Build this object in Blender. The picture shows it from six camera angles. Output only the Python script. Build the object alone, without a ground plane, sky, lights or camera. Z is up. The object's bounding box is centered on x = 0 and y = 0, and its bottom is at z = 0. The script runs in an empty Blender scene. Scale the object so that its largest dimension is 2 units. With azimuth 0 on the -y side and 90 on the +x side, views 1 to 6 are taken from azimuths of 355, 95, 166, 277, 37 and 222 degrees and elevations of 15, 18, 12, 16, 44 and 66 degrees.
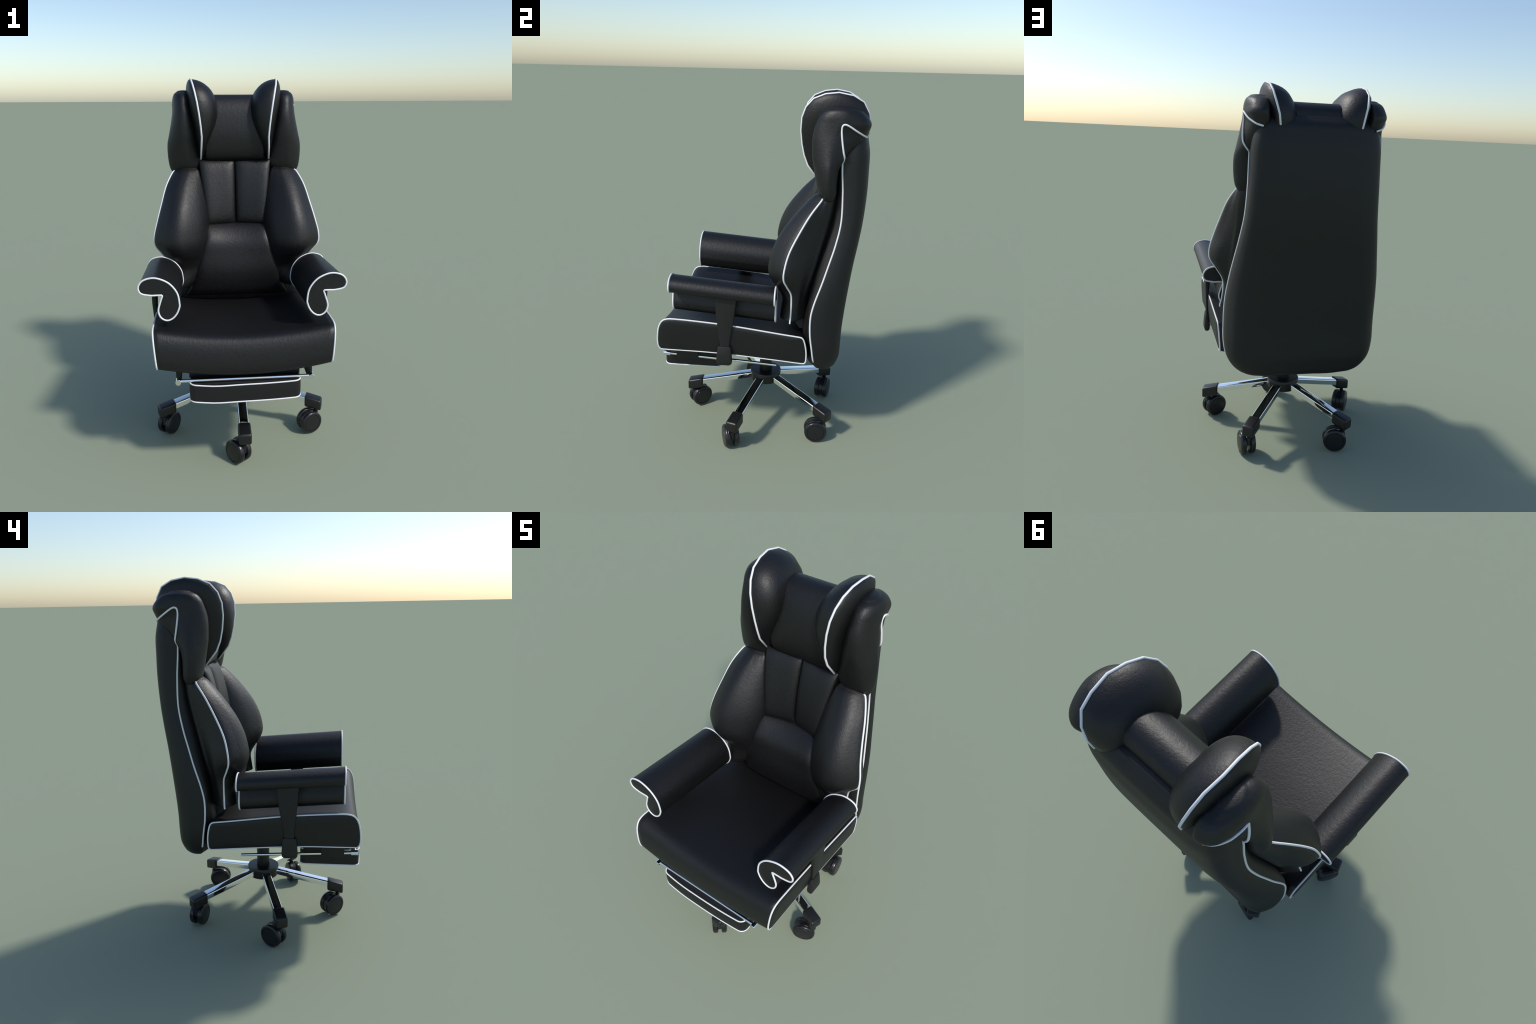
import bpy, bmesh, math
import numpy as np
from mathutils import Matrix, Vector

# ------------------------------------------------------------------ materials
def mat(name, base, rough, metal=0.0, grain=None, spec=0.5, sheen=0.0, tint=None):
    m = bpy.data.materials.new(name)
    m.use_nodes = True
    nt = m.node_tree
    b = nt.nodes["Principled BSDF"]
    b.inputs["Base Color"].default_value = (*base, 1)
    b.inputs["Roughness"].default_value = rough
    b.inputs["Metallic"].default_value = metal
    b.inputs["Specular IOR Level"].default_value = spec
    if grain:
        co = nt.nodes.new("ShaderNodeTexCoord")
        n1 = nt.nodes.new("ShaderNodeTexNoise")
        n1.inputs["Scale"].default_value = grain[0]
        n1.inputs["Detail"].default_value = 3
        n1.inputs["Roughness"].default_value = 0.55
        n1.inputs["Distortion"].default_value = 0.6
        n2 = nt.nodes.new("ShaderNodeTexVoronoi")
        n2.feature = 'F1'
        n2.inputs["Scale"].default_value = grain[0] * 3.1
        ad = nt.nodes.new("ShaderNodeMath"); ad.operation = 'MULTIPLY_ADD'
        ad.inputs[1].default_value = 0.25
        bp = nt.nodes.new("ShaderNodeBump")
        bp.inputs["Strength"].default_value = grain[1]
        bp.inputs["Distance"].default_value = grain[2]
        L = nt.links.new
        L(co.outputs["Object"], n1.inputs["Vector"])
        L(co.outputs["Object"], n2.inputs["Vector"])
        L(n2.outputs["Distance"], ad.inputs[0])
        L(n1.outputs["Fac"], ad.inputs[2])
        L(ad.outputs[0], bp.inputs["Height"])
        L(bp.outputs["Normal"], b.inputs["Normal"])
        rr = nt.nodes.new("ShaderNodeMapRange")
        rr.inputs["To Min"].default_value = rough - 0.05
        rr.inputs["To Max"].default_value = rough + 0.05
        L(n1.outputs["Fac"], rr.inputs["Value"])
        L(rr.outputs["Result"], b.inputs["Roughness"])
    return m

LEATHER = mat("black_leather", (0.0038, 0.0038, 0.0040), 0.50, grain=(64, 0.28, 0.004))
PANEL = mat("black_leather_side", (0.0046, 0.0046, 0.0048), 0.55, grain=(90, 0.08, 0.002))
PIPING = mat("white_piping", (0.80, 0.80, 0.81), 0.5)
PLASTIC = mat("black_plastic", (0.009, 0.009, 0.009), 0.38)
POST = mat("matt_black_plastic", (0.008, 0.008, 0.008), 0.55)
WHEEL = mat("caster_plastic", (0.011, 0.011, 0.013), 0.28)
CHROME = mat("polished_chrome", (0.93, 0.93, 0.94), 0.04, metal=1.0)

# ------------------------------------------------------------------ hierarchy
ROOT = bpy.data.objects.new("office_chair", None)
bpy.context.scene.collection.objects.link(ROOT)
ROOT["label"] = "black leather executive office chair with white piping on chrome base"
ROOT["category"] = "office chair"

def add(name, mesh, parent=ROOT):
    ob = bpy.data.objects.new(name, mesh)
    bpy.context.scene.collection.objects.link(ob)
    ob.parent = parent
    return ob

def mesh_from(name, verts, faces, material, smooth=True, angle=None):
    me = bpy.data.meshes.new(name)
    me.from_pydata([tuple(map(float, v)) for v in verts], [], faces)
    bm = bmesh.new(); bm.from_mesh(me)
    bmesh.ops.remove_doubles(bm, verts=bm.verts, dist=1e-6)
    bmesh.ops.recalc_face_normals(bm, faces=bm.faces)
    bm.to_mesh(me); bm.free()
    me.materials.append(material)
    for p in me.polygons:
        p.use_smooth = smooth
    if angle is not None:
        me.set_sharp_from_angle(angle=math.radians(angle))
    return me

MIR = np.array([-1, 1, 1.0])

# ------------------------------------------------------------------ splines
def spline(P, n, closed=False):
    """Catmull-Rom through the control points, n samples."""
    P = np.asarray(P, float); K = len(P)
    if closed:
        t = np.arange(n) * K / n
    else:
        t = np.linspace(0, K - 1, n)
    i = np.floor(t).astype(int)
    if not closed:
        i = np.minimum(i, K - 2)
    f = (t - i)[(...,) + (None,) * (P.ndim - 1)]
    def at(j):
        if closed:
            return P[j % K]
        lo = np.where(j < 0)[0]; hi = np.where(j > K - 1)[0]
        Q = P[np.clip(j, 0, K - 1)].copy()
        if len(lo): Q[lo] = 2 * P[0] - P[1]
        if len(hi): Q[hi] = 2 * P[K - 1] - P[K - 2]
        return Q
    a, b, c, d = at(i - 1), at(i), at(i + 1), at(i + 2)
    return 0.5 * (2 * b + (c - a) * f + (2 * a - 5 * b + 4 * c - d) * f ** 2 + (3 * b - a - 3 * c + d) * f ** 3)

def curve_at(tab, x):
    """smooth lookup in a table [(key, value...), ...] sorted by key"""
    T = np.asarray(tab, float)
    k = T[:, 0]
    t = np.interp(x, k, np.arange(len(k)))
    i = min(int(t), len(k) - 2); f = t - i
    m = lambda j: (T[min(j + 1, len(k) - 1), 1:] - T[max(j - 1, 0), 1:]) / (k[min(j + 1, len(k) - 1)] - k[max(j - 1, 0)])
    h = k[i + 1] - k[i]
    p0, p1, m0, m1 = T[i, 1:], T[i + 1, 1:], m(i) * h, m(i + 1) * h
    return (2*f**3 - 3*f**2 + 1) * p0 + (f**3 - 2*f**2 + f) * m0 + (-2*f**3 + 3*f**2) * p1 + (f**3 - f**2) * m1

def grid_faces(nv, nu, closed=True, start=0):
    F = []
    for j in range(nv - 1):
        for i in range(nu if closed else nu - 1):
            k = (i + 1) % nu
            F.append((start + j*nu + i, start + j*nu + k, start + (j+1)*nu + k, start + (j+1)*nu + i))
    return F

def loft(sections, nu, nv, round_ends=0.0, direct=False):
    """closed sections (S,K,3) -> verts, faces, grid. Ends closed by shrinking rings."""
    S = np.asarray(sections, float)
    G = np.stack([spline(s, nu, True) for s in S])
    if not direct:
        G = spline(G, nv)
    rings = list(G)
    for end in (0, -1):
        base = rings[end]; nxt = rings[1 if end == 0 else -2]
        c = base.mean(0); out = (c - nxt.mean(0)); out = out / (np.linalg.norm(out) + 1e-9) * round_ends
        extra = []
        for a in (0.25, 0.5, 0.75, 0.9, 0.97):
            th = a * math.pi / 2
            extra.append(c + (base - c) * math.cos(th) + out * math.sin(th))
        if end == 0:
            rings = extra[::-1] + rings
        else:
            rings = rings + extra
    A = np.stack(rings)
    V = A.reshape(-1, 3)
    F = grid_faces(len(A), nu)
    n = len(V)
    V = np.vstack([V, A[0].mean(0), A[-1].mean(0)])
    for i in range(nu):
        F.append((n, (i + 1) % nu, i))
        o = (len(A) - 1) * nu
        F.append((n + 1, o + i, o + (i + 1) % nu))
    return V, F, G

def tube(pts, r, sides=8, closed=False):
    P = np.asarray(pts, float); n = len(P)
    if closed:
        T = np.roll(P, -1, 0) - np.roll(P, 1, 0)
    else:
        T = np.gradient(P, axis=0)
    T /= np.linalg.norm(T, axis=1)[:, None] + 1e-12
    up = np.array([0, 0, 1.0])
    if abs(T[0] @ up) > 0.9: up = np.array([1.0, 0, 0])
    N = np.cross(T[0], up); N /= np.linalg.norm(N)
    V = []
    for i in range(n):
        N = N - T[i] * (N @ T[i]); N /= np.linalg.norm(N)
        B = np.cross(T[i], N)
        for k in range(sides):
            a = 2 * math.pi * k / sides
            V.append(P[i] + r * (math.cos(a) * N + math.sin(a) * B))
    F = grid_faces(n, sides)
    if closed:
        # match the seam by the nearest rotation
        first = np.array(V[:sides]); last = np.array(V[-sides:])
        sh = min(range(sides), key=lambda s: np.linalg.norm(np.roll(first, -s, 0) - last))
        o = (n - 1) * sides
        for k in range(sides):
            F.append((o + k, o + (k+1) % sides, (k + 1 + sh) % sides, (k + sh) % sides))
    else:
        for end, tdir in ((0, -1), (n - 1, 1)):
            V.append(P[end] + T[end] * r * 0.6 * tdir)
            c = len(V) - 1; o = end * sides
            for k in range(sides):
                F.append((c, o + k, o + (k+1) % sides))
    return np.array(V), F

def piping(pts, parent, r=0.0048, closed=False, mirror=False, smooth_n=None):
    P = np.asarray(pts, float)
    if smooth_n: P = spline(P, smooth_n, closed)
    if mirror: P = P * MIR
    V, F = tube(P, r, 8, closed)
    return add("piping", mesh_from("piping", V, F, PIPING), parent)

def bm_object(name, bm, material, parent=ROOT, bevel=0.0, seg=3, smooth_angle=35):
    bm.normal_update()
    bmesh.ops.recalc_face_normals(bm, faces=bm.faces); bm.normal_update()
    if bevel > 0:
        es = [e for e in bm.edges if len(e.link_faces) == 2 and e.calc_face_angle(0) > math.radians(30)]
        bmesh.ops.bevel(bm, geom=es, offset=bevel, segments=seg, profile=0.5, affect='EDGES', clamp_overlap=True)
    bmesh.ops.recalc_face_normals(bm, faces=bm.faces)
    me = bpy.data.meshes.new(name)
    bm.to_mesh(me); bm.free()
    me.materials.append(material)
    for p in me.polygons: p.use_smooth = True
    me.set_sharp_from_angle(angle=math.radians(smooth_angle))
    return add(name, me, parent)

def hull_box(pts8):
    """hexahedron from 8 corners: bottom ring 4, top ring 4"""
    bm = bmesh.new()
    v = [bm.verts.new(p) for p in pts8]
    for f in ((0,1,2,3),(4,5,6,7),(0,1,5,4),(1,2,6,5),(2,3,7,6),(3,0,4,7)):
        bm.faces.new([v[i] for i in f])
    return bm

def box(x0, x1, y0, y1, z0, z1):
    return hull_box([(x0,y0,z0),(x1,y0,z0),(x1,y1,z0),(x0,y1,z0),(x0,y0,z1),(x1,y0,z1),(x1,y1,z1),(x0,y1,z1)])

def lathe(profile, n=48):
    """profile [(r, z)] closed on the axis at both ends, about z"""
    V = []; F = []
    for r, z in profile:
        for k in range(n):
            a = 2*math.pi*k/n
            V.append((r*math.cos(a), r*math.sin(a), z))
    F = grid_faces(len(profile), n)
    F.append(tuple(range(n))); o = (len(profile)-1)*n
    F.append(tuple(range(o, o+n)))
    return np.array(V), F

# ================================================================== BACKREST
# z : half width at piping, piping y, front (core) y, rear y at centre
BACK = [
 (0.478, 0.255, 0.368, 0.352, 0.412),
 (0.485, 0.295, 0.354, 0.332, 0.427),
 (0.503, 0.336, 0.339, 0.312, 0.441),
 (0.535, 0.372, 0.325, 0.284, 0.450),
 (0.580, 0.398, 0.312, 0.268, 0.461),
 (0.654, 0.412, 0.301, 0.256, 0.464),
 (0.739, 0.413, 0.289, 0.244, 0.467),
 (0.842, 0.411, 0.288, 0.236, 0.476),
 (0.920, 0.406, 0.304, 0.236, 0.484),
 (1.030, 0.393, 0.340, 0.252, 0.497),
 (1.120, 0.378, 0.367, 0.270, 0.510),
 (1.230, 0.359, 0.399, 0.295, 0.529),
 (1.350, 0.341, 0.422, 0.322, 0.546),
 (1.500, 0.331, 0.422, 0.350, 0.557),
 (1.620, 0.328, 0.413, 0.370, 0.558),
 (1.700, 0.325, 0.412, 0.380, 0.557),
 (1.760, 0.315, 0.420, 0.395, 0.547),
 (1.800, 0.300, 0.430, 0.410, 0.538),
 (1.826, 0.275, 0.440, 0.425, 0.518),
 (1.839, 0.240, 0.452, 0.442, 0.502),
]
def back_section(z):
    w, yp, yf, yr = curve_at(BACK, z)
    d = yr - yp
    q = min(1.0, max(0.0, (1.5 - z) / 0.7))          # lower part narrows towards the rear
    c = 0.030 * min(1.0, max(0.0, (z - 0.75) / 0.15))   # crease beside the bolsters
    h = [(0, yf+c), (0.62*w, yf+c), (w-0.058, yf+0.004+c), (w-0.018, yf+0.62*(yp-yf)),
         (w, yp), (w+0.004-0.002*q, yp+0.30*d), (w-0.001-0.012*q, yp+0.58*d),
         (w-0.030-0.014*q, yp+0.83*d), (w-0.090-0.012*q, yp+0.955*d), (0.45*w, yr-0.001-0.006*q), (0, yr-0.009*q)]
    pts = [(x, y, z) for x, y in h]
    return pts + [(-x, y, z) for x, y in h[-2:0:-1]]
zs = np.concatenate([np.linspace(0.478, 0.60, 12), np.linspace(0.62, 1.70, 50), np.linspace(1.715, 1.839, 12)])
V, F, G = loft([back_section(z) for z in zs], 120, 0, 0.006, direct=True)
backrest = add("backrest", mesh_from("backrest", V, F, PANEL))
for mir in (False, True):
    P = [(w + 0.001, y - 0.001, z) for z, w, y in
         [(z, *curve_at(BACK, z)[:2]) for z in np.linspace(0.572, 1.664, 60)]]
    piping(P, backrest, mirror=mir)

# ================================================================== SIDE BOLSTERS
# z : piping(x,y)  bulge front(x,y)  inner seam(x,y)  rear(x,y)
BOL = [
 (1.490, .340,.325, .285,.290, .225,.310, .335,.350),
 (1.470, .364,.315, .288,.262, .210,.298, .362,.348),
 (1.396, .403,.260, .308,.193, .192,.270, .372,.338),
 (1.296, .432,.204, .325,.118, .174,.240, .374,.318),
 (1.208, .456,.163, .335,.074, .165,.212, .376,.296),
 (1.128, .475,.143, .340,.053, .165,.192, .376,.276),
 (1.070, .473,.140, .340,.051, .174,.175, .375,.262),
 (1.019, .439,.157, .336,.072, .186,.165, .373,.250),
 (0.970, .408,.177, .332,.106, .202,.160, .370,.240),
 (0.920, .400,.181, .330,.128, .222,.162, .368,.233),
 (0.850, .407,.180, .335,.122, .248,.168, .368,.232),
 (0.815, .415,.178, .345,.119, .270,.175, .370,.232),
]
def bol_section(row):
    z, xp, yp, xf, yf, xi, yi, xr, yr = row
    g = math.exp(-((z - 1.06) / .15) ** 2)
    xr += .016 * g
    mx = lambda a, b, t: a + (b - a) * t
    return [(xp, yp, z),
            (mx(xf, xp, .66), mx(yf, yp, .40), z),
            (mx(xf, xp, .30), mx(yf, yp, .07), z),
            (xf - .01, yf, z),
            (mx(xi, xf, .62), mx(yi, yf, .84), z),
            (mx(xi, xf, .25), mx(yi, yf, .48), z),
            (xi, yi, z),
            (xi + .005, yi + .05, z),
            (xi + .06, max(yr, yi) + .05, z),
            (xr - .03, yr + .03, z),
            (xr, yr, z),
            (mx(xr, xp, .55) + .016 * g, mx(yr, yp, .5) + .012 * g, z)]
for mir in (False, True):
    S = np.array([bol_section(r) for r in BOL])
    if mir: S = S * MIR
    V, F, G = loft(S, 72, 90, 0.012)
    ob = add("side_bolster", mesh_from("side_bolster", V, F, LEATHER))
    P = [(xp+.001, yp, z) for z, xp, yp in [(r[0], r[1], r[2]) for r in BOL[1:]]]
    P = [(.345, .313, 1.470)] + P + [(.416, .177, .803)]
    piping(P, ob, mirror=mir, smooth_n=70)

# ================================================================== OUTER HEAD WINGS
# z : closed outline of the right wing in (x, y), from inner front round the outside to the rear
WING = [
 (1.468, [(.225,.335),(.26,.318),(.31,.314),(.355,.325),(.370,.345),(.355,.372),(.31,.380),(.25,.380),(.215,.36)]),
 (1.500, [(.205,.325),(.25,.300),(.31,.296),(.362,.313),(.384,.345),(.366,.380),(.31,.390),(.25,.395),(.200,.36)]),
 (1.560, [(.200,.320),(.25,.287),(.31,.281),(.365,.305),(.392,.345),(.366,.380),(.31,.392),(.25,.400),(.195,.36)]),
 (1.630, [(.205,.318),(.25,.276),(.31,.267),(.363,.297),(.392,.346),(.358,.388),(.310,.400),(.25,.420),(.200,.37)]),
 (1.690, [(.212,.318),(.25,.268),(.31,.257),(.355,.292),(.380,.348),(.354,.412),(.318,.432),(.26,.460),(.210,.38)]),
 (1.760, [(.222,.318),(.26,.263),(.31,.255),(.348,.292),(.366,.350),(.357,.406),(.318,.486),(.26,.495),(.220,.39)]),
 (1.810, [(.230,.322),(.265,.265),(.31,.261),(.343,.298),(.358,.355),(.354,.402),(.322,.508),(.255,.525),(.225,.40)]),
 (1.850, [(.236,.328),(.27,.277),(.31,.272),(.341,.308),(.355,.360),(.358,.418),(.335,.515),(.265,.540),(.228,.42)]),
 (1.885, [(.242,.338),(.272,.290),(.310,.286),(.340,.318),(.354,.370),(.354,.432),(.325,.505),(.262,.522),(.232,.43)]),
 (1.912, [(.250,.348),(.275,.312),(.308,.308),(.334,.335),(.346,.380),(.343,.430),(.315,.480),(.265,.495),(.240,.43)]),
 (1.927, [(.262,.366),(.280,.342),(.304,.340),(.320,.358),(.329,.385),(.325,.415),(.305,.446),(.275,.455),(.254,.42)]),
]
FLARE_PIPE = [(.285,.528,1.786),(.318,.508,1.797),(.346,.472,1.819),(.359,.434,1.843),(.361,.412,1.851),(.358,.399,1.842),
              (.356,.397,1.815),(.360,.403,1.765),(.360,.412,1.715),(.350,.418,1.690),(.329,.414,1.664)]
for mir in (False, True):
    S = np.array([[(x, y, z) for x, y in o] for z, o in WING])
    if mir: S = S * MIR
    V, F, G = loft(S, 64, 70, 0.008)
    ob = add("outer_head_wing", mesh_from("outer_head_wing", V, F, LEATHER))
    piping(FLARE_PIPE, ob, mirror=mir, smooth_n=44)

# ================================================================== INNER HEAD WINGS (EARS)
RING = [(.199,.295,1.545),(.194,.234,1.622),(.191,.213,1.675),(.195,.200,1.734),(.203,.192,1.804),(.213,.195,1.869),
        (.224,.214,1.923),(.235,.251,1.965),(.243,.310,1.989),(.250,.377,1.997),(.244,.450,1.984),(.240,.503,1.954),
        (.228,.534,1.900),(.213,.545,1.845),(.205,.540,1.795),(.200,.500,1.700),(.198,.430,1.610),(.198,.350,1.552)]
def ear(mir):
    R = np.array(RING); n = len(R)
    c = np.array([.212, .365, 1.825])
    V = []; rows = []
    prof = [math.sin(t) for t in np.linspace(math.pi/2, 0, 12)]     # 1 .. 0
    for side, depth in ((-1, .119), (1, .050)):
        for r in prof[(0 if side < 0 else 1):-1]:
            h = (1 - r**3.4) ** 0.52 if side < 0 else (1 - r**2.5) ** 0.6
            ring = c + (R - c) * r
            wz = np.clip((ring[:, 2] - 1.50) / 0.36, 0, 1)
            wz = 0.25 + 0.75 * wz * wz * (3 - 2 * wz)
            ring = ring.copy()
            ring[:, 0] = ring[:, 0] + side * depth * h * wz
            rows.append((side, ring))
    A = [r for s, r in rows if s < 0]; B = [r for s, r in rows if s > 0]
    rings = A[::-1] + B
    V = np.vstack(rings)
    F = grid_faces(len(rings), n)
    k = len(V)
    tip = lambda s, d: c + np.array([s*d*(0.25+0.75*(lambda w: w*w*(3-2*w))(min(1, (c[2]-1.5)/.36))), 0, 0])
    V = np.vstack([V, tip(-1, .119), tip(1, .050)])
    o = (len(rings)-1)*n
    for i in range(n):
        F.append((k, i, (i+1) % n)); F.append((k+1, o+i, o+(i+1) % n))
    if mir: V = V * MIR
    ob = add("inner_head_wing", mesh_from("inner_head_wing", V, F, LEATHER))
    piping(RING[:15], ob, mirror=mir, r=0.0052)
ear(False); ear(True)

# ================================================================== CENTRE CUSHIONS
HEAD = [(.345,1.532),(.318,1.536),(.297,1.556),(.281,1.61),(.273,1.69),(.281,1.77),(.301,1.84),(.335,1.887),(.378,1.907),(.420,1.908),
        (.458,1.890),(.478,1.850),(.480,1.76),(.45,1.63),(.40,1.545)]
S = []
H = np.array(HEAD); hc = np.array([.39, 1.72])
for x, k in ((-.172,.90),(-.168,.955),(-.158,.985),(-.13,1),(-.06,1),(0,1),(.06,1),(.13,1),(.158,.985),(.168,.955),(.172,.90)):
    S.append([(x * (1 + (1.72 - z) * 0.12), y, z) for y, z in (hc + (H - hc) * k)])
V, F, G = loft(S, 90, 50, 0.004)
add("head_cushion", mesh_from("head_cushion", V, F, LEATHER))

def pad(name, front, nu=48, nv=48, puff=0.03, eu=6, ev=6, back=0.05, material=LEATHER):
    """padded panel: front(u,v) gives the seam surface, puffed towards -y"""
    V = []
    for j in range(nv + 1):
        for i in range(nu + 1):
            # cluster samples at the borders
            u = 0.5 - 0.5 * math.cos(math.pi * i / nu); v = 0.5 - 0.5 * math.cos(math.pi * j / nv)
            x, y, z = front(u, v)
            h = max(0, 1 - abs(2*u-1)**eu) ** 0.5 * max(0, 1 - abs(2*v-1)**ev) ** 0.5
            V.append((x, y - puff * h, z))
    n = nu + 1
    F = grid_faces(nv + 1, n, closed=False)
    # skirt to the back
    border = [i for i in range(n)] + [j*n + nu for j in range(1, nv+1)] + [nv*n + i for i in range(nu-1, -1, -1)] + [j*n for j in range(nv-1, 0, -1)]
    o = len(V)
    for b in border:
        x, y, z = V[b]; V.append((x, y + back, z))
    m = len(border)
    for k in range(m):
        F.append((border[k], border[(k+1) % m], o + (k+1) % m, o + k))
    F.append(tuple(range(o, o+m)))
    return add(name, mesh_from(name, V, F, material, angle=60))

def lerp(a, b, t): return a + (b - a) * t
def quilt(side):
    def f(u, v):
        z = lerp(1.166, 1.537, v)
        w = lerp(.172, .212, v)
        x = lerp(.001, w, u)
        y = lerp(lerp(.270, .328, v), lerp(.228, .312, v), u ** 1.4) + .006 - .012 * math.sin(math.pi * v)
        return side * x, y, z
    return f
for s in (1, -1):
    pad("back_quilt", quilt(s), puff=.031, eu=4.5, ev=7)

LUM = [(0.735, .215), (.80, .192), (.90, .178), (1.0, .187), (1.08, .203), (1.165, .256)]
def lumbar(u, v):
    z = lerp(.735, 1.170, v)
    w = lerp(.312, .185, min(1, v * 1.15) ** 0.8)
    x = (2*u - 1) * w
    y = curve_at(LUM, z)[0] - (.050 * v - .012) * (abs(2*u-1) ** 2)
    return x, y, z
pad("lumbar_cushion", lumbar, puff=.040, eu=10, ev=7, back=.06)

# ================================================================== SEAT
SEAT = [(.266,.578),(.272,.605),(.271,.650),(.261,.704),(.247,.731),(.215,.738),(.130,.748),(-.129,.781),(-.303,.796),(-.434,.803),
        (-.487,.801),(-.517,.785),(-.536,.747),(-.545,.690),(-.545,.642),(-.533,.617),(-.500,.613),(-.225,.609),(.091,.587),(.235,.575)]
SP = spline([(y, z) for y, z in SEAT], 160, True)
def seat_x(z): return 0.437 + (z - .70) * 0.085
def seat_section(t, k=1.0, off=0.0):
    """t in -1..1 across the seat"""
    out = []
    for y, z in SP:
        fr = min(1, max(0, (0.15 - y) / 0.60))
        sag = 1 - t * t
        top = min(1, max(0, (z - .62) / .12))
        dip = sag * lerp(.046, .046 * fr + .036 * (1 - fr), top)
        cy, cz = -.14, .69
        y = y - .001 * sag * min(1, max(0, (-.30 - y) / .2))
        yy = cy + (y - cy) * k; zz = cz + (z - cz) * (1 - (1 - k) * 2.6)
        zz = max(min(zz, 1), 0)
        out.append((math.copysign(seat_x(zz) + off, t) if abs(t) == 1 else t * seat_x(z), yy, zz - dip))
    return out
S = [seat_section(-1, .80, .012), seat_section(-1, .90, .011), seat_section(-1, .96, .008), seat_section(-1, .99, .004)]
S += [seat_section(t) for t in np.linspace(-1, 1, 33)]
S += [seat_section(1, .99, .004), seat_section(1, .96, .008), seat_section(1, .90, .011), seat_section(1, .80, .012)]
A = np.array(S)
V = A.reshape(-1, 3); F = grid_faces(len(A), A.shape[1])
n = A.shape[1]
F.append(tuple(range(n))); F.append(tuple(range((len(A)-1)*n, len(A)*n)))
seat = add("seat_cushion", mesh_from("seat_cushion", V, F, LEATHER))
for s in (1, -1):
    piping([(s * (seat_x(z) + .002), y, z) for y, z in SP[::2]], seat, closed=True, r=.0043)

# ================================================================== ARMRESTS
ARM = [(.312,.919),(.322,.976),(.358,1.025),(.409,1.052),(.452,1.056),(.493,1.041),(.512,1.008),(.499,.976),(.455,.965)]
ARM2 = [(.398,.9645),(.409,.932),(.420,.892),(.414,.860),(.396,.840),(.372,.834),(.347,.845),(.327,.868),(.315,.896)]
def arm_outline():
    a = spline([(.400,.9645), (.428,.9645)] + ARM[::-1][0:1] + ARM[::-1][1:] + ARM2[::-1], 80)
    # the measured outline is that of the piping: inset it by the piping radius
    T = np.gradient(a, axis=0); T /= np.linalg.norm(T, axis=1)[:, None]
    c = np.stack([-T[:, 1], T[:, 0]], 1)
    return a + c * 0.0024
AO = arm_outline()
Y0, Y1 = -.459, .098
def arm_z(y, z): return z - 0.078 * (y - Y0)
for mir in (False, True):
    ys = [Y0, Y0 + .004] + list(np.linspace(Y0 + .05, Y1 - .05, 10)) + [Y1 - .004, Y1]
    S = np.array([[(x, y, arm_z(y, z)) for x, z in AO] for y in ys])
    if mir: S = S * MIR
    V = S.reshape(-1, 3); n = len(AO)
    F = grid_faces(len(S), n)
    F.append(tuple(range(n))); F.append(tuple(range((len(S)-1)*n, len(S)*n)))
    arm = add("armrest", mesh_from("armrest", V, F, LEATHER, angle=50))
    for y in (Y0, Y1):
        piping([(x, y, arm_z(y, z)) for x, z in AO], arm, closed=True, mirror=mir, r=.0045)
    # support post: z : x inner, x outer, y front, y rear
    rows = [(.965,.430,.470,-.226,-.104),(.930,.440,.470,-.221,-.107),(.84,.445,.469,-.215,-.118),(.76,.446,.464,-.206,-.131),
            (.70,.446,.460,-.200,-.141),(.665,.445,.458,-.197,-.144),(.640,.445,.457,-.196,-.145)]
    def rrect(z, x0, x1, y0, y1, r=.007):
        pts = []
        for cx, cy, a0 in ((x1-r, y1-r, 0), (x0+r, y1-r, 90), (x0+r, y0+r, 180), (x1-r, y0+r, 270)):
            for a in (0, 30, 60, 90):
                t = math.radians(a0 + a)
                pts.append((cx + r*math.cos(t), cy + r*math.sin(t), z))
        return pts
    def stack(name, rws, r, material, parent):
        A = np.array([rrect(*q, r=r) for q in rws])
        if mir: A = A * MIR
        n = A.shape[1]
        F = grid_faces(len(A), n); F.append(tuple(range(n))); F.append(tuple(range((len(A)-1)*n, len(A)*n)))
        return add(name, mesh_from(name, A.reshape(-1, 3), F, material, angle=40), parent)
    post = stack("armrest_post", rows, .0055, POST, ROOT)
    cap = [(.662,.442,.461,-.206,-.137),(.655,.440,.463,-.209,-.135),(.62,.437,.466,-.213,-.133),(.575,.435,.468,-.217,-.130),
           (.560,.437,.466,-.215,-.132),(.551,.442,.461,-.207,-.140)]
    stack("post_foot", cap, .009, POST, post)
    sg = -1 if mir else 1
    bm_object("post_bracket", box(min(sg*.24, sg*.442), max(sg*.24, sg*.442), -.198, -.152, .553, .581), CHROME, post, bevel=.003)

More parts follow.
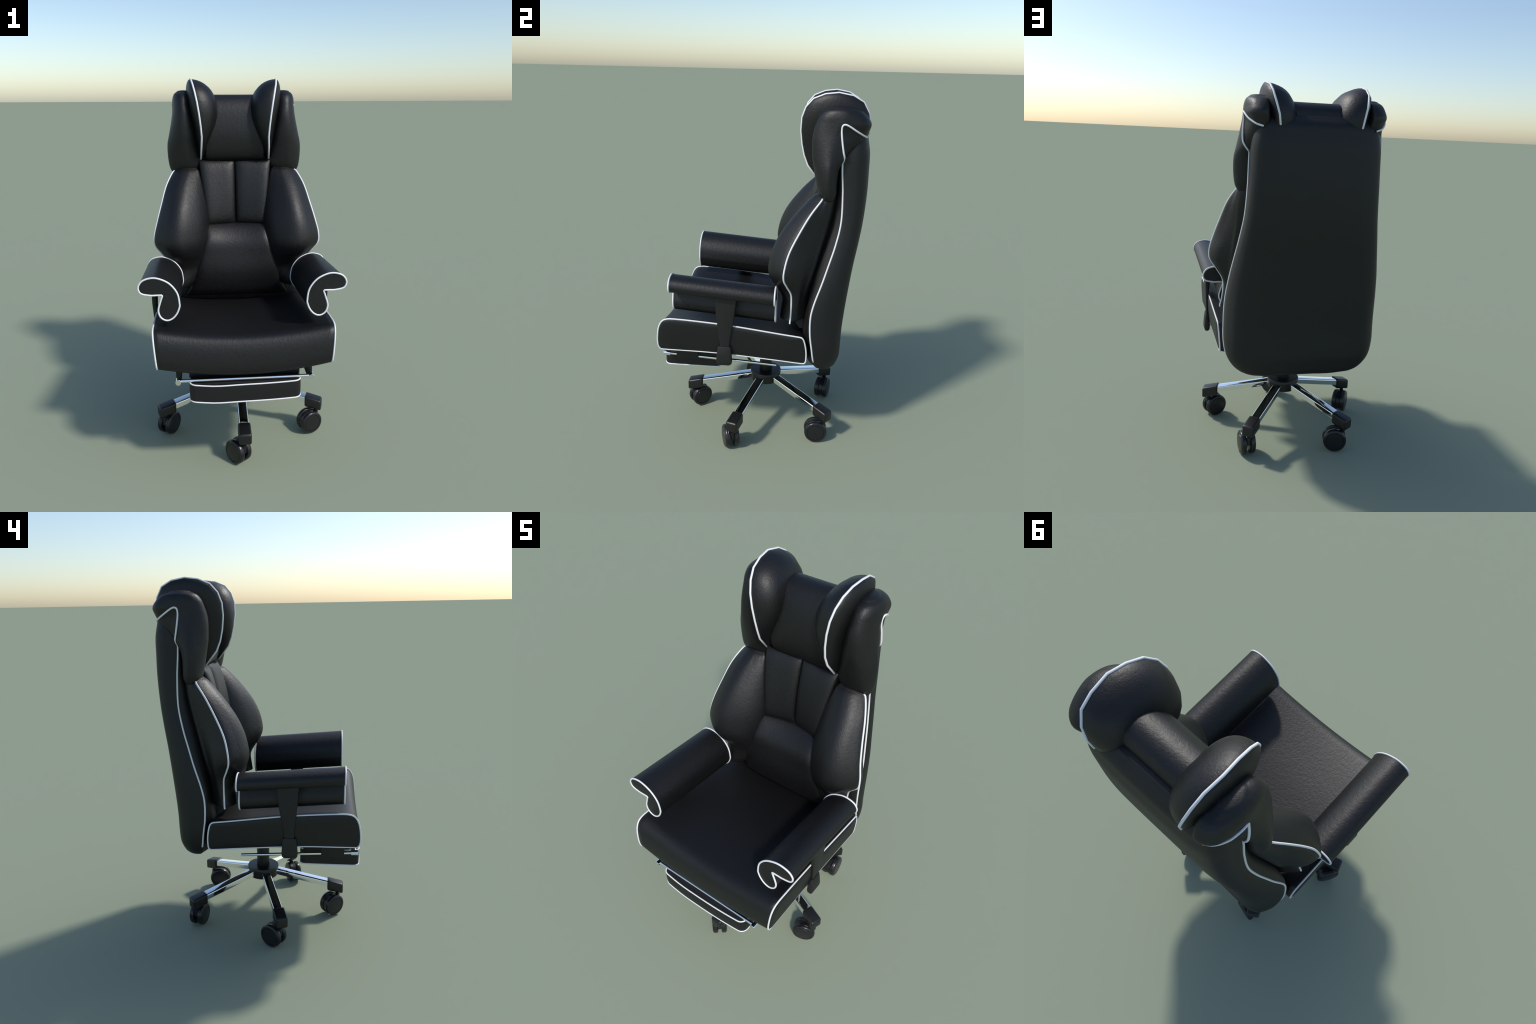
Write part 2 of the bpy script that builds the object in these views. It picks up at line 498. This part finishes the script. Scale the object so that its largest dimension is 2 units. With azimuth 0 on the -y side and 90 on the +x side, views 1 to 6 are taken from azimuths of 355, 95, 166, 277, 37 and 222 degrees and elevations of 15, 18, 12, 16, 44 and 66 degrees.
# ================================================================== FOOTREST
def rrect_xy(x, y0, y1, r, n=6):
    pts = []
    for cx, cy, a0 in ((x-r, y1-r, 0), (-x+r, y1-r, 90), (-x+r, y0+r, 180), (x-r, y0+r, 270)):
        for a in np.linspace(0, 90, n):
            t = math.radians(a0 + a); pts.append((cx + r*math.cos(t), cy + r*math.sin(t)))
    # refine the straight runs
    out = []
    for i, p in enumerate(pts):
        q = pts[(i+1) % len(pts)]
        d = math.dist(p, q); m = max(1, int(d / .04))
        out += [(lerp(p[0], q[0], k/m), lerp(p[1], q[1], k/m)) for k in range(m)]
    return out
RR = [(x, y - .012 * (1 - (x / .276) ** 2) * max(0, (-.385 - y) / .163)) for x, y in rrect_xy(.276, -.548, -.222, .032)]   # front edge bows out
def wav(x): return .004 * (x / .276) ** 2 - .006 * math.exp(-((x + .15) / .09) ** 2)
rows = [(.434, .965), (.435, 1.0), (.455, 1.006), (.485, 1.008), (.512, 1.006), (.526, 1.0), (.528, .965)]
V = np.array([[(x*k, (y+.385)*k-.385, z + wav(x)) for x, y in RR] for z, k in rows])
n = len(RR)
F = grid_faces(len(rows), n); F.append(tuple(range(n))); F.append(tuple(range((len(rows)-1)*n, len(rows)*n)))
foot = add("footrest", mesh_from("footrest", V.reshape(-1, 3), F, PANEL, angle=50))
for z in (.435, .526):
    piping([(x, y, z + wav(x)) for x, y in RR], foot, closed=True, r=.0037)

def cyl_between(name, a, b, r, material, parent, n=20, bev=0.0012):
    a, b = Vector(a), Vector(b); d = b - a; L = d.length
    V, F = lathe([(r - bev, 0), (r, bev), (r, L - bev), (r - bev, L)], n)
    me = mesh_from(name, V, F, material, angle=40)
    q = d.to_track_quat('Z', 'Y').to_matrix().to_4x4()
    me.transform(Matrix.Translation(a) @ q)
    return add(name, me, parent)
rail_parent = None
for s in (1, -1):
    rail = cyl_between("footrest_rail", (s*.331, -.515, .539), (s*.331, .106, .504), .0082, CHROME, ROOT)
    cyl_between("rail_knob", (s*.331, -.543, .541), (s*.331, -.503, .539), .0145, CHROME, rail)
    bm_object("rail_bracket", box(s*.331-.014, s*.331+.014, -.466, -.340, .517, .600), POST, rail, bevel=.002)
cyl_between("footrest_crossbar", (-.331, -.524, .5415), (.331, -.524, .5415), .0085, CHROME, ROOT)
bm_object("footrest_mount", box(-.280, .280, -.470, -.240, .520, .585), POST, ROOT, bevel=.004)

# ================================================================== BASE
HX, HY = 0.0, 0.019
bm_object("tilt_mechanism", box(-.13, .13, -.14, .17, .520, .590), POST, ROOT, bevel=.008)
V, F = lathe([(.036, .275), (.0385, .277), (.0385, .40), (.0385, .42), (.0385, .60)], 40)
me = mesh_from("gas_lift", V + np.array([HX, HY, 0]), F, PLASTIC, angle=40)
add("gas_lift", me)
V, F = lathe([(.055,.232),(.0855,.2325),(.0890,.236),(.0900,.276),(.092,.2765),(.0945,.279),(.0945,.295),(.0925,.298),(.05,.299)], 64)
hub = add("base_hub", mesh_from("base_hub", V + np.array([HX, HY, 0]), F, PLASTIC, angle=35))

# leg along +x in its own frame, hub centre at the origin
def leg_mesh():
    st = [(.060,.282,.247),(.090,.277,.243),(.24,.243,.208),(.420,.203,.168)]      # r, top z, bottom z
    w = .0265; e = .009
    A = []
    for r, zt, zb in st:
        arc = [(w - e + e*math.cos(t), zt - e + e*math.sin(t)) for t in np.linspace(0, math.pi/2, 6)]
        A.append([(r,w,zb)] + [(r,y,z) for y, z in arc] + [(r,-y,z) for y, z in arc[::-1]] + [(r,-w,zb)])
    A = np.array(A); n = A.shape[1]
    F = grid_faces(len(A), n); F.append(tuple(range(n))); F.append(tuple(range((len(A)-1)*n, len(A)*n)))
    return mesh_from("base_leg", A.reshape(-1, 3), F, CHROME, angle=30)
LEG = leg_mesh()
bm = hull_box([(.398,-.0345,.148),(.494,-.0345,.130),(.494,.0345,.130),(.398,.0345,.148),
               (.398,-.0345,.214),(.494,-.0345,.192),(.494,.0345,.192),(.398,.0345,.214)])
tmp = bm_object("leg_end_cap", bm, PLASTIC, ROOT, bevel=.011, seg=5)
CAP = tmp.data; bpy.data.objects.remove(tmp)

# caster wheel about its own z axis (outer face at +z)
WR = .066
V, F = lathe([(.010,-.014),(.053,-.014),(.061,-.013),(.065,-.010),(WR,-.003),(WR-.0015,-.001),(WR-.0015,.001),(WR,.003),(.0647,.010),(.061,.0145),
              (.0530,.0165),(.0500,.0162),(.0492,.0145),(.0480,.0147),(.0470,.0165),(.030,.0180),(.006,.0186)], 56)
WHL = mesh_from("wheel", V, F, WHEEL, angle=38)
# caster body in a frame: x = axle, z up, origin at the floor under the stem; wheels trail along -y
def caster_body():
    bm = bmesh.new()
    n = 20
    prof = []
    for k in range(n + 1):
        a = math.radians(55 + 170 * k / n)
        prof.append((.0595*math.cos(a), .066 + .0595*math.sin(a)))
    V = []; F = []
    for x in (-.0108, .0108):
        for y, z in prof: V.append((x, y, z))
    m = len(prof)
    F = [tuple(range(m)), tuple(range(m, 2*m))]
    for k in range(m):
        F.append((k, (k+1) % m, m + (k+1) % m, m + k))
    return V, F
TRAIL = 0.043
V, F = caster_body()
V = np.array(V)
Vs, Fs = lathe([(.009,.075),(.0145,.078),(.0145,.118),(.011,.120),(.011,.150)], 24)
Vs = Vs + np.array([0, TRAIL, 0])
Va, Fa = lathe([(.009,-.036),(.009,.036)], 20)
Va = np.stack([Va[:, 2], Va[:, 0], Va[:, 1] + .066], 1)
Vb = np.array([(x, y, z) for x in (-.0095, .0095) for y in (.020, TRAIL + .012) for z in (.070, .119)])
Fb = [(0,1,3,2),(4,5,7,6),(0,1,5,4),(2,3,7,6),(0,2,6,4),(1,3,7,5)]
allV = np.vstack([V, Vs, Va, Vb]); allF = list(F)
o = len(V); allF += [tuple(i+o for i in f) for f in Fs]
o += len(Vs); allF += [tuple(i+o for i in f) for f in Fa]
o += len(Va); allF += [tuple(i+o for i in f) for f in Fb]
CB = mesh_from("caster", allV, allF, PLASTIC, angle=35)

AXIS = -50.0          # caster axle heading against its leg
for k in range(5):
    ang = math.radians(-90 + 72 * k)
    M = Matrix.Translation((HX, HY, 0)) @ Matrix.Rotation(ang, 4, 'Z')
    leg = add("base_leg", LEG, hub); leg.matrix_basis = M
    cap = add("leg_end_cap", CAP, hub); cap.matrix_basis = M
    # the caster turns freely: axle along x of its frame, the stem towards the leg end
    C = M @ Matrix.Translation((.427, -.034, 0)) @ Matrix.Rotation(math.radians(AXIS), 4, 'Z')
    body = add("caster", CB); body.matrix_basis = C
    for s in (1, -1):
        w = add("wheel", WHL, body)
        w.matrix_basis = Matrix.Translation((s * .0245, 0, WR)) @ Matrix.Rotation(s * math.pi / 2, 4, 'Y')
# the whole back sits a touch to the right of the seat
for ob in ROOT.children:
    if ob.name.split(".")[0] in ("backrest", "side_bolster", "outer_head_wing", "inner_head_wing", "head_cushion", "back_quilt", "lumbar_cushion"):
        ob.location.x = 0.003 if ob.name == "backrest" else 0.006
bpy.context.view_layer.update()
